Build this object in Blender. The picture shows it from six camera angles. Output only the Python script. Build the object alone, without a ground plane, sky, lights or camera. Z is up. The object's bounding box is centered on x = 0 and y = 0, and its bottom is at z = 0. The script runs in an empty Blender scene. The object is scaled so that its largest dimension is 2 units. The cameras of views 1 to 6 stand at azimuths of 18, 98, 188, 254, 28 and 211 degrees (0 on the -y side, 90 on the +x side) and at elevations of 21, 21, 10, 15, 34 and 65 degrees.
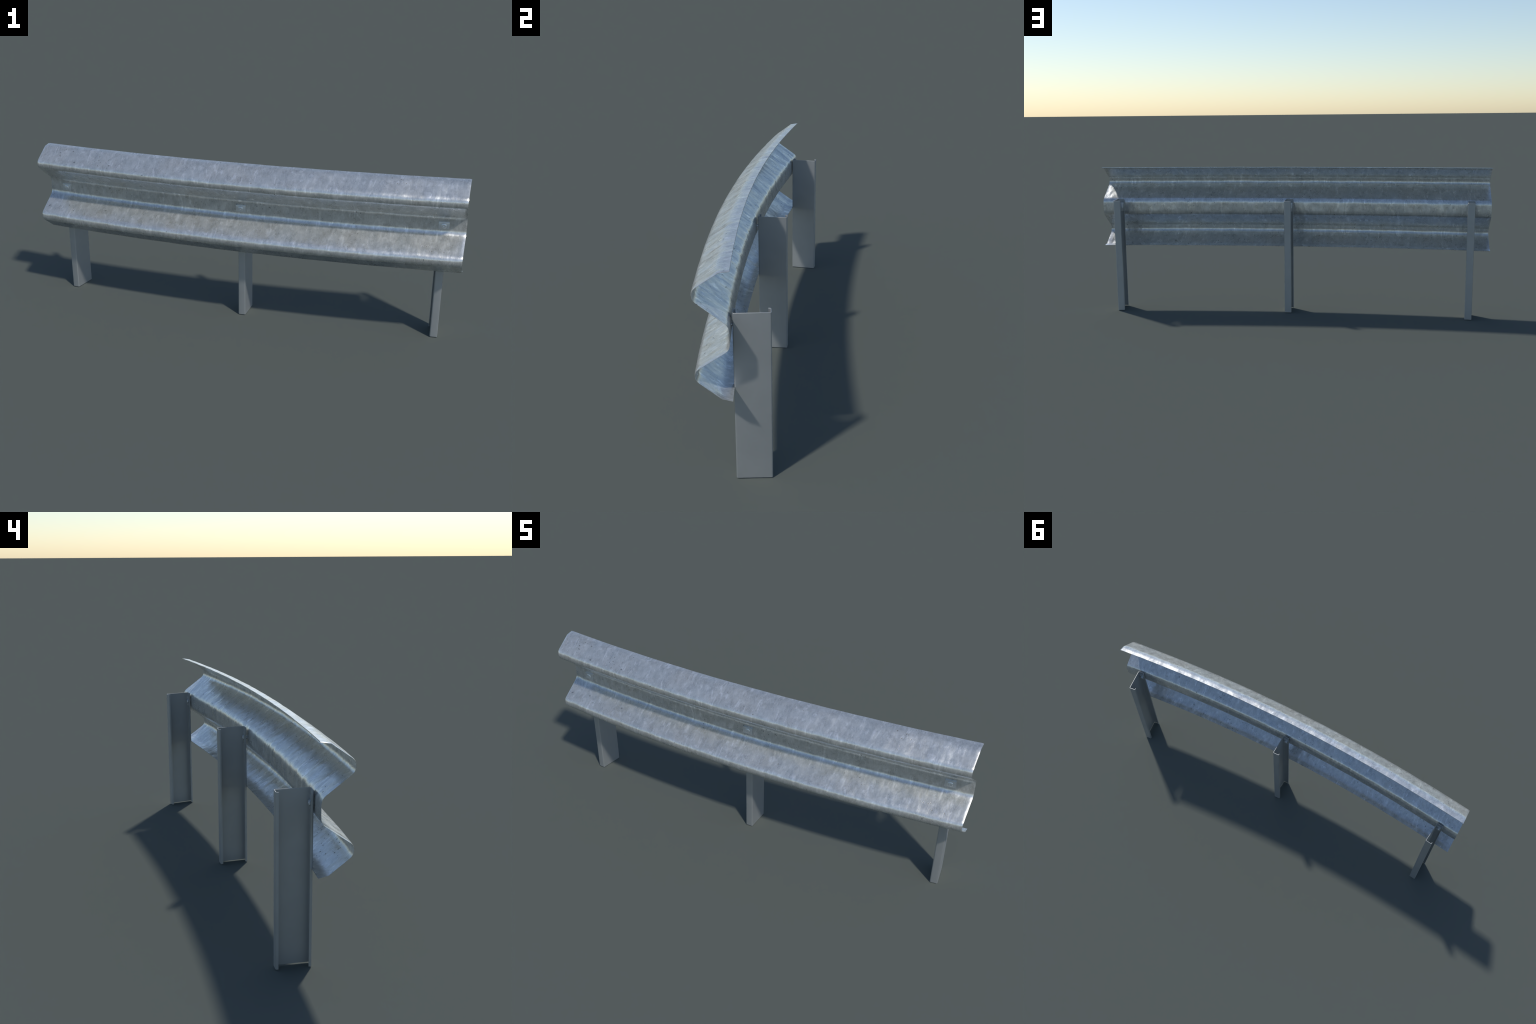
# Curved W-beam roadside guardrail on three lipped-channel posts, bolted together.
import bpy, bmesh, math
from mathutils import Vector, Matrix, noise

# ------------------------------------------------------------------ helpers
def new_object(name, mesh, parent=None, material=None):
    ob = bpy.data.objects.new(name, mesh)
    bpy.context.scene.collection.objects.link(ob)
    if parent is not None:
        ob.parent = parent
    if material is not None and not mesh.materials:
        mesh.materials.append(material)
    return ob

def smooth_by_angle(mesh, degrees):
    for p in mesh.polygons:
        p.use_smooth = True
    mesh.set_sharp_from_angle(angle=math.radians(degrees))

# ------------------------------------------------------------------ materials
class Nodes:
    def __init__(self, name):
        self.mat = bpy.data.materials.new(name)
        self.mat.use_nodes = True
        self.t = self.mat.node_tree
        self.t.nodes.clear()
        self.out = self.t.nodes.new("ShaderNodeOutputMaterial")
        self.bsdf = self.t.nodes.new("ShaderNodeBsdfPrincipled")
        self.t.links.new(self.bsdf.outputs[0], self.out.inputs[0])
        self.co = self.t.nodes.new("ShaderNodeTexCoord").outputs["Object"]
    def link(self, a, b):
        self.t.links.new(a, b)
    def put(self, sock, v):
        if isinstance(v, bpy.types.NodeSocket):
            self.link(v, sock)
        else:
            sock.default_value = v
    def mapping(self, scale, rot=(0, 0, 0), vec=None):
        n = self.t.nodes.new("ShaderNodeMapping")
        n.inputs["Scale"].default_value = scale
        n.inputs["Rotation"].default_value = rot
        self.link(vec or self.co, n.inputs["Vector"])
        return n.outputs[0]
    def noise(self, vec, scale, detail=4, rough=0.55, dist=0.0):
        n = self.t.nodes.new("ShaderNodeTexNoise")
        self.link(vec, n.inputs["Vector"])
        n.inputs["Scale"].default_value = scale
        n.inputs["Detail"].default_value = detail
        n.inputs["Roughness"].default_value = rough
        n.inputs["Distortion"].default_value = dist
        return n.outputs[0]
    def voronoi(self, vec, scale, out="Distance", feature="F1", rnd=1.0):
        n = self.t.nodes.new("ShaderNodeTexVoronoi")
        n.feature = feature
        self.link(vec, n.inputs["Vector"])
        n.inputs["Scale"].default_value = scale
        n.inputs["Randomness"].default_value = rnd
        return n.outputs[out]
    def ramp(self, fac, stops):
        n = self.t.nodes.new("ShaderNodeValToRGB")
        els = n.color_ramp.elements
        while len(els) < len(stops):
            els.new(0.5)
        for e, (p, c) in zip(els, stops):
            e.position = p
            e.color = (c, c, c, 1) if not hasattr(c, "__len__") else (*c, 1)
        self.link(fac, n.inputs[0])
        return n.outputs[0]
    def mix(self, fac, a, b, mode="MIX"):
        n = self.t.nodes.new("ShaderNodeMix")
        n.data_type = "RGBA"
        n.blend_type = mode
        self.put(n.inputs[0], fac)
        self.put(n.inputs[6], a if isinstance(a, bpy.types.NodeSocket) else (*a, 1))
        self.put(n.inputs[7], b if isinstance(b, bpy.types.NodeSocket) else (*b, 1))
        return n.outputs[2]
    def math(self, op, a, b=0.0, c=0.0):
        n = self.t.nodes.new("ShaderNodeMath")
        n.operation = op
        for s, v in zip(n.inputs, (a, b, c)):
            self.put(s, v)
        return n.outputs[0]
    def bump(self, height, strength, distance, normal=None):
        n = self.t.nodes.new("ShaderNodeBump")
        n.inputs["Strength"].default_value = strength
        n.inputs["Distance"].default_value = distance
        self.link(height, n.inputs["Height"])
        if normal is not None:
            self.link(normal, n.inputs["Normal"])
        return n.outputs[0]

RAIL_TONE = (0.625, 0.635, 0.628)
RAIL_METAL = 0.68

def rail_material():
    """Weathered hot-dip galvanised sheet: mottled zinc, short pale scratches, dark pin spots."""
    m = Nodes("galvanised_rail")
    # brushed grain that runs down the sheet, a little slanted
    streak_v = m.mapping((1.0, 0.42, 0.42), rot=(0, math.radians(16), 0))
    mottle = m.noise(m.co, 24, 5, 0.62)
    streak = m.noise(streak_v, 190, 4, 0.65, 0.4)
    wisp = m.noise(m.mapping((1.0, 0.58, 0.58), rot=(0, math.radians(24), 0)), 58, 4, 0.60, 0.5)
    cloud = m.noise(m.co, 7, 3, 0.5)
    col = m.mix(m.ramp(mottle, [(0.32, 0.0), (0.68, 1.0)]),
                tuple(c * 0.90 for c in RAIL_TONE), tuple(c * 1.06 for c in RAIL_TONE))
    col = m.mix(0.48, col, m.ramp(streak, [(0.28, 0.30), (0.5, 0.5), (0.74, 0.74)]), "OVERLAY")
    col = m.mix(0.58, col, m.ramp(wisp, [(0.30, 0.38), (0.50, 0.48), (0.60, 0.57), (0.72, 0.84)]), "OVERLAY")
    # broad warm and cool patches of old zinc
    col = m.mix(0.85, col, m.ramp(cloud, [(0.36, (0.485, 0.502, 0.512)), (0.64, (0.525, 0.512, 0.490))]), "OVERLAY")
    # pale curved scratches: thin level lines of stretched noises
    def scratches(angle, scale, width, lo, seed_scale):
        v = m.mapping((1.0, 0.17, 0.17), rot=(0, math.radians(angle), 0))
        band = m.noise(v, scale, 2.0, 0.5, 0.35)
        line = m.math("ABSOLUTE", m.math("SUBTRACT", band, 0.5))
        line = m.ramp(line, [(0.0, 1.0), (width, 0.0)])
        where = m.ramp(m.noise(m.co, seed_scale, 3, 0.55), [(lo, 0.0), (lo + 0.14, 1.0)])
        return m.math("MULTIPLY", line, where)
    scratch = m.math("MAXIMUM", scratches(34, 22, 0.040, 0.50, 22), scratches(-10, 32, 0.045, 0.52, 27))
    col = m.mix(m.math("MULTIPLY", scratch, 0.66), col, (1.0, 1.0, 0.99))
    # dark pin spots, gathered in clusters
    spot_v = m.mapping((1.0, 0.75, 0.75))
    cell = m.voronoi(spot_v, 85)
    clump = m.ramp(m.noise(m.co, 10, 3, 0.6), [(0.48, 0.0), (0.64, 1.0)])
    size = m.math("MULTIPLY", m.math("ADD", clump, 0.22), 0.20)
    pick = m.ramp(m.voronoi(spot_v, 85, "Color"), [(0.46, 0.0), (0.60, 1.0)])
    soft = m.math("SUBTRACT", size, cell)
    spot = m.math("MULTIPLY", m.ramp(soft, [(0.0, 0.0), (0.07, 1.0)]), pick)
    col = m.mix(m.math("MULTIPLY", spot, 0.75), col, (0.08, 0.085, 0.085))
    # a few larger blotches
    big = m.voronoi(m.mapping((1, 1, 1.35)), 11)
    big = m.math("ADD", big, m.math("MULTIPLY", m.noise(m.co, 170, 3), 0.16))
    big = m.ramp(big, [(0.115, 1.0), (0.150, 0.0)])
    col = m.mix(m.math("MULTIPLY", big, 0.6), col, (0.10, 0.105, 0.10))
    m.link(col, m.bsdf.inputs["Base Color"])
    m.bsdf.inputs["Metallic"].default_value = RAIL_METAL
    rough = m.math("MULTIPLY_ADD", mottle, 0.30, 0.15)
    rough = m.math("SUBTRACT", rough, m.math("MULTIPLY", scratch, 0.04))
    rough = m.math("ADD", rough, m.math("MULTIPLY", spot, 0.3))
    m.link(rough, m.bsdf.inputs["Roughness"])
    # relief: broad waves of the dipped sheet, drawn-out ripples, fine grain
    n1 = m.bump(m.noise(m.mapping((1, 0.45, 0.45)), 14, 2, 0.50), 0.85, 0.0078)
    n1 = m.bump(wisp, 0.20, 0.0020, n1)
    h = m.math("SUBTRACT", m.math("ADD", streak, m.math("MULTIPLY", scratch, 0.4)), spot)
    n1 = m.bump(h, 0.22, 0.0010, n1)
    m.link(n1, m.bsdf.inputs["Normal"])
    return m.mat

def post_material():
    m = Nodes("galvanised_post")
    mott = m.noise(m.co, 14, 4, 0.55)
    col = m.mix(m.ramp(mott, [(0.3, 0.0), (0.7, 1.0)]), (0.405, 0.422, 0.425), (0.435, 0.452, 0.456))
    m.link(col, m.bsdf.inputs["Base Color"])
    m.bsdf.inputs["Metallic"].default_value = 0.70
    m.bsdf.inputs["Roughness"].default_value = 0.55
    return m.mat

def hardware_material():
    m = Nodes("zinc_hardware")
    mott = m.noise(m.co, 60, 4, 0.6)
    col = m.mix(mott, (0.57, 0.60, 0.61), (0.70, 0.72, 0.73))
    m.link(col, m.bsdf.inputs["Base Color"])
    m.bsdf.inputs["Metallic"].default_value = 0.7
    m.bsdf.inputs["Roughness"].default_value = 0.42
    m.link(m.bump(m.noise(m.co, 300, 3), 0.15, 0.0006), m.bsdf.inputs["Normal"])
    return m.mat

RAIL, POST, HARDWARE = rail_material(), post_material(), hardware_material()

# ------------------------------------------------------------------ sizes
HALF = 1.0              # rail runs x = -1 .. 1
SAG_Y, SAG, SKEW, SOFT = -0.0342, 0.0620, -0.0016, 2.5   # plan curve of the valley line
MID_Z = 0.5332          # axis of symmetry of the W profile
SHEET = 0.0024

def rail_y(x):
    # a soft hyperbola: a touch tighter in the middle, straighter toward the ends
    return SAG_Y + SAG * (math.hypot(x, SOFT) - SOFT) / (math.hypot(1, SOFT) - SOFT) + SKEW * x

# half profile, top edge to valley: (depth toward the road, height above the axis)
HALF_PROFILE = [(-0.0062, 0.2070), (0.0268, 0.2014), (0.0930, 0.1540), (0.0985, 0.1490),
                (0.1030, 0.1425), (0.1056, 0.1350), (0.1063, 0.1270), (0.1050, 0.1185),
                (0.1012, 0.1105), (0.0950, 0.1040), (0.0155, 0.0465), (0.0085, 0.0405),
                (0.0038, 0.0330), (0.0014, 0.0245), (0.0010, 0.0150), (0.0010, 0.0)]

def resample(pts, cell):
    """Add points on long straight runs so that the sheet can carry slight waves."""
    out = []
    for (a, b), (c, d) in zip(pts, pts[1:]):
        n = max(1, round(math.hypot(c - a, d - b) / cell))
        out += [(a + (c - a) * i / n, b + (d - b) * i / n) for i in range(n)]
    return out + [pts[-1]]

def soften_bends(me, prof, half, n, stations):
    """Let the shading roll over the bend near each free edge, as on softly pressed sheet:
    normals swing evenly from the edge strip to the flank although the outline keeps its bend."""
    def ang(p, q):
        return math.atan2(q[1] - p[1], q[0] - p[0])
    top, bend, flank = HALF_PROFILE[0], HALF_PROFILE[1], HALF_PROFILE[2]
    a_edge, a_flank = ang(top, bend), ang(bend, flank)
    a_mid = (a_edge + a_flank) / 2
    reach = 0.015           # how far the roll runs to each side of the bend
    swing = [0.0] * n
    for i, p in enumerate(half):
        if p[0] < bend[0] - 1e-6 and p[1] > 0.19:
            f = max(0.0, 1 - (bend[0] - p[0]) / reach)
            swing[i] = f * (a_mid - a_edge)
        elif p[1] > flank[1] - 1e-6 and p[0] > bend[0] + 1e-6:
            f = max(0.0, 1 - (p[0] - bend[0]) / reach)
            swing[i] = f * (a_mid - a_flank)
        swing[n - 1 - i] = -swing[i]
    per_station = 2 * n
    normals = [Vector(c.vector) for c in me.corner_normals]
    for poly in me.polygons:
        sides = {(v % per_station) % 2 for v in poly.vertices}
        if len(sides) > 1:          # rim faces keep their own normals
            continue
        for li in poly.loop_indices:
            k = (me.loops[li].vertex_index % per_station) // 2
            if swing[k]:
                # profile depth points along -y: a turn in (depth, z) is the opposite turn about x
                normals[li] = Matrix.Rotation(-swing[k], 3, "X") @ normals[li]
    me.normals_split_custom_set([v.normalized() for v in normals])

def build_rail(parent):
    half = resample(HALF_PROFILE, 0.006)
    prof = half + [(d, -z) for d, z in reversed(half[:-1])]
    n = len(prof)
    # outward normals of the profile
    nrm = []
    for i in range(n):
        a, b = prof[max(i - 1, 0)], prof[min(i + 1, n - 1)]
        t = Vector((b[0] - a[0], b[1] - a[1])).normalized()
        nrm.append(Vector((-t[1], t[0])))       # (depth, z): turned toward the road
    # stations along the rail: dense, with extra ones where the ends roll over
    xs = [-1 + 2 * i / 150 for i in range(1, 150)]
    lip = [0.0, 0.0015, 0.0035, 0.006, 0.010]
    xs = [-HALF + t for t in lip] + xs + [HALF - t for t in reversed(lip)]
    roll = 0.010
    bm = bmesh.new()
    front, back = [], []
    for x in xs:
        e = max(0.0, 1 - (HALF - abs(x)) / roll)
        shrink = 0.0016 * e * e
        fr, bk = [], []
        for (d, z), m in zip(prof, nrm):
            w = noise.noise(Vector((x * 13, d * 8, z * 8))) * 0.0008
            off_f = w - shrink
            off_b = w - SHEET + shrink * 0.0
            for off, row in ((off_f, fr), (off_b, bk)):
                dd, zz = d + m[0] * off, z + m[1] * off
                row.append(bm.verts.new((x, rail_y(x) - dd, MID_Z + zz)))
        front.append(fr)
        back.append(bk)
    for j in range(len(xs) - 1):
        for i in range(n - 1):
            bm.faces.new((front[j][i], front[j][i + 1], front[j + 1][i + 1], front[j + 1][i]))
            bm.faces.new((back[j][i], back[j + 1][i], back[j + 1][i + 1], back[j][i + 1]))
        for i in (0, n - 1):
            bm.faces.new((front[j][i], front[j + 1][i], back[j + 1][i], back[j][i]))
    for j in (0, len(xs) - 1):
        for i in range(n - 1):
            bm.faces.new((front[j][i], front[j][i + 1], back[j][i + 1], back[j][i]))
    bmesh.ops.recalc_face_normals(bm, faces=bm.faces)
    me = bpy.data.meshes.new("rail")
    bm.to_mesh(me)
    bm.free()
    smooth_by_angle(me, 40)
    soften_bends(me, prof, half, n, len(xs))
    return new_object("rail", me, parent, RAIL)

# ------------------------------------------------------------------ post
POST_TOP, POST_DEPTH, POST_WIDTH = 0.576, 0.1155, 0.034
POST_SHEET, POST_LIP, POST_RADIUS = 0.0028, 0.0095, 0.0048

def arc_path(corners, radius, steps=5):
    """Polyline with each inner corner rounded."""
    out = [Vector(corners[0])]
    for a, b, c in zip(corners, corners[1:], corners[2:]):
        a, b, c = Vector(a), Vector(b), Vector(c)
        u, v = (a - b).normalized(), (c - b).normalized()
        s, e = b + u * radius, b + v * radius
        centre = b + (u + v) * radius
        a0 = math.atan2(*(s - centre).yx)
        a1 = math.atan2(*(e - centre).yx)
        da = (a1 - a0 + math.pi) % (2 * math.pi) - math.pi
        for k in range(steps + 1):
            t = a0 + da * k / steps
            out.append(centre + Vector((math.cos(t), math.sin(t))) * radius)
    out.append(Vector(corners[-1]))
    return out

def post_mesh():
    w, d = POST_WIDTH / 2, POST_DEPTH
    outer = arc_path([(-w, POST_LIP), (-w, 0), (w, 0), (w, d), (-w, d), (-w, d - POST_LIP)], POST_RADIUS)
    inner = []
    for i, p in enumerate(outer):
        a, b = outer[max(i - 1, 0)], outer[min(i + 1, len(outer) - 1)]
        t = (b - a).normalized()
        inner.append(p + Vector((-t.y, t.x)) * POST_SHEET)
    bm = bmesh.new()
    levels = [0.0, 0.0006, 0.15, 0.30, 0.45, POST_TOP - 0.0006, POST_TOP]
    pin = [0.0006] + [0.0] * 5 + [0.0006]
    rows = []
    for z, c in zip(levels, pin):
        o, n = [], []
        for p, q in zip(outer, inner):
            k = (q - p).normalized() * c
            o.append(bm.verts.new((p.x + k.x, p.y + k.y, z)))
            n.append(bm.verts.new((q.x - k.x, q.y - k.y, z)))
        rows.append(o + n[::-1])
    m = len(rows[0])
    for r0, r1 in zip(rows, rows[1:]):
        for i in range(m):
            bm.faces.new((r0[i], r0[(i + 1) % m], r1[(i + 1) % m], r1[i]))
    k = m // 2
    for r in (rows[0], rows[-1]):
        for i in range(k - 1):
            bm.faces.new((r[i], r[i + 1], r[m - 2 - i], r[m - 1 - i]))
    bmesh.ops.recalc_face_normals(bm, faces=bm.faces)
    me = bpy.data.meshes.new("post")
    bm.to_mesh(me)
    bm.free()
    smooth_by_angle(me, 35)
    me.materials.append(POST)
    return me

# ------------------------------------------------------------------ hardware
def plate_mesh(name, w, h, t, bevel):
    """Flat plate in the xz plane, front face toward -y, back on y = 0."""
    bm = bmesh.new()
    bmesh.ops.create_cube(bm, size=1.0, matrix=Matrix.Translation((0, -t / 2, 0)) @ Matrix.Diagonal((w, t, h, 1)))
    bmesh.ops.bevel(bm, geom=bm.edges[:], offset=bevel, segments=2, profile=0.6, affect="EDGES")
    me = bpy.data.meshes.new(name)
    bm.to_mesh(me)
    bm.free()
    smooth_by_angle(me, 50)
    me.materials.append(HARDWARE)
    return me

def lathe_mesh(name, profile, sides, material, smooth=50):
    """Turn (radius, height) points about the y axis, pointing toward -y."""
    bm = bmesh.new()
    rings = []
    for r, h in profile:
        if r < 1e-6:
            rings.append([bm.verts.new((0, -h, 0))])
        else:
            rings.append([bm.verts.new((r * math.cos(2 * math.pi * i / sides), -h,
                                        r * math.sin(2 * math.pi * i / sides))) for i in range(sides)])
    for a, b in zip(rings, rings[1:]):
        for i in range(sides):
            j = (i + 1) % sides
            f = [a[i % len(a)], a[j % len(a)], b[j % len(b)], b[i % len(b)]]
            f = [v for k, v in enumerate(f) if v not in f[:k]]
            bm.faces.new(f)
    bmesh.ops.recalc_face_normals(bm, faces=bm.faces)
    me = bpy.data.meshes.new(name)
    bm.to_mesh(me)
    bm.free()
    smooth_by_angle(me, smooth)
    me.materials.append(material)
    return me

WASHER = plate_mesh("washer_plate", 0.0455, 0.0305, 0.0060, 0.0008)
BACKING = plate_mesh("backing_plate", 0.0265, 0.0455, 0.0030, 0.0005)
BOLT_HEAD = lathe_mesh("bolt_head", [(0.0127, 0), (0.0125, 0.0012), (0.0113, 0.0026), (0.0090, 0.0037),
                                     (0.0058, 0.0044), (0.0026, 0.0047), (0.0020, 0.0042), (0, 0.0040)], 32, HARDWARE)
SHANK = lathe_mesh("bolt_shank", [(0.0055, -0.001), (0.0055, 0.0185), (0.0049, 0.0193), (0, 0.0193)], 20, HARDWARE)
NUT = lathe_mesh("nut", [(0.0050, 0), (0.0098, 0), (0.0100, 0.0008), (0.0100, 0.0058), (0.0088, 0.0068), (0.0045, 0.0068)],
                 6, HARDWARE, 30)

# ------------------------------------------------------------------ assembly
guardrail = bpy.data.objects.new("guardrail", None)
bpy.context.scene.collection.objects.link(guardrail)
guardrail["label"] = "curved galvanised steel W-beam guardrail on three channel posts"
guardrail["category"] = "guardrail"

rail = build_rail(guardrail)

POST_DATA = post_mesh()
BOLT_Z = 0.5325
# (x, y of the middle of the front flange, turn about z in degrees)
POSTS = [(-0.9050, 0.0220, -6.0), (0.0105, -0.0265, 0.3), (0.9050, 0.0200, 8.4)]
for px, py, turn in POSTS:
    rot = Matrix.Rotation(math.radians(turn), 4, "Z")
    place = Matrix.Translation((px, py, 0)) @ rot
    post = new_object("post", POST_DATA, guardrail)
    post.matrix_local = place
    back = new_object("backing_plate", BACKING, post)
    flip = Matrix.Rotation(math.pi, 4, "Z")
    back.matrix_local = Matrix.Translation((0.0005, POST_SHEET - 0.0002, BOLT_Z + 0.0005)) @ flip
    nut = new_object("nut", NUT, post)
    nut.matrix_local = Matrix.Translation((0, POST_SHEET + 0.0026, BOLT_Z)) @ flip @ Matrix.Rotation(0.4, 4, "Y")
    shank = new_object("bolt_shank", SHANK, post)
    shank.matrix_local = Matrix.Translation((0, -0.006, BOLT_Z)) @ flip
    # front plate follows the rail's own tangent
    tangent = math.atan((rail_y(px + 0.01) - rail_y(px - 0.01)) / 0.02)
    plate = new_object("washer_plate", WASHER, rail)
    plate.matrix_local = (Matrix.Translation((px, rail_y(px) - 0.0006, BOLT_Z))
                          @ Matrix.Rotation(tangent, 4, "Z"))
    head = new_object("bolt_head", BOLT_HEAD, plate)
    head.matrix_local = Matrix.Translation((0.0, -0.0059, -0.0005))
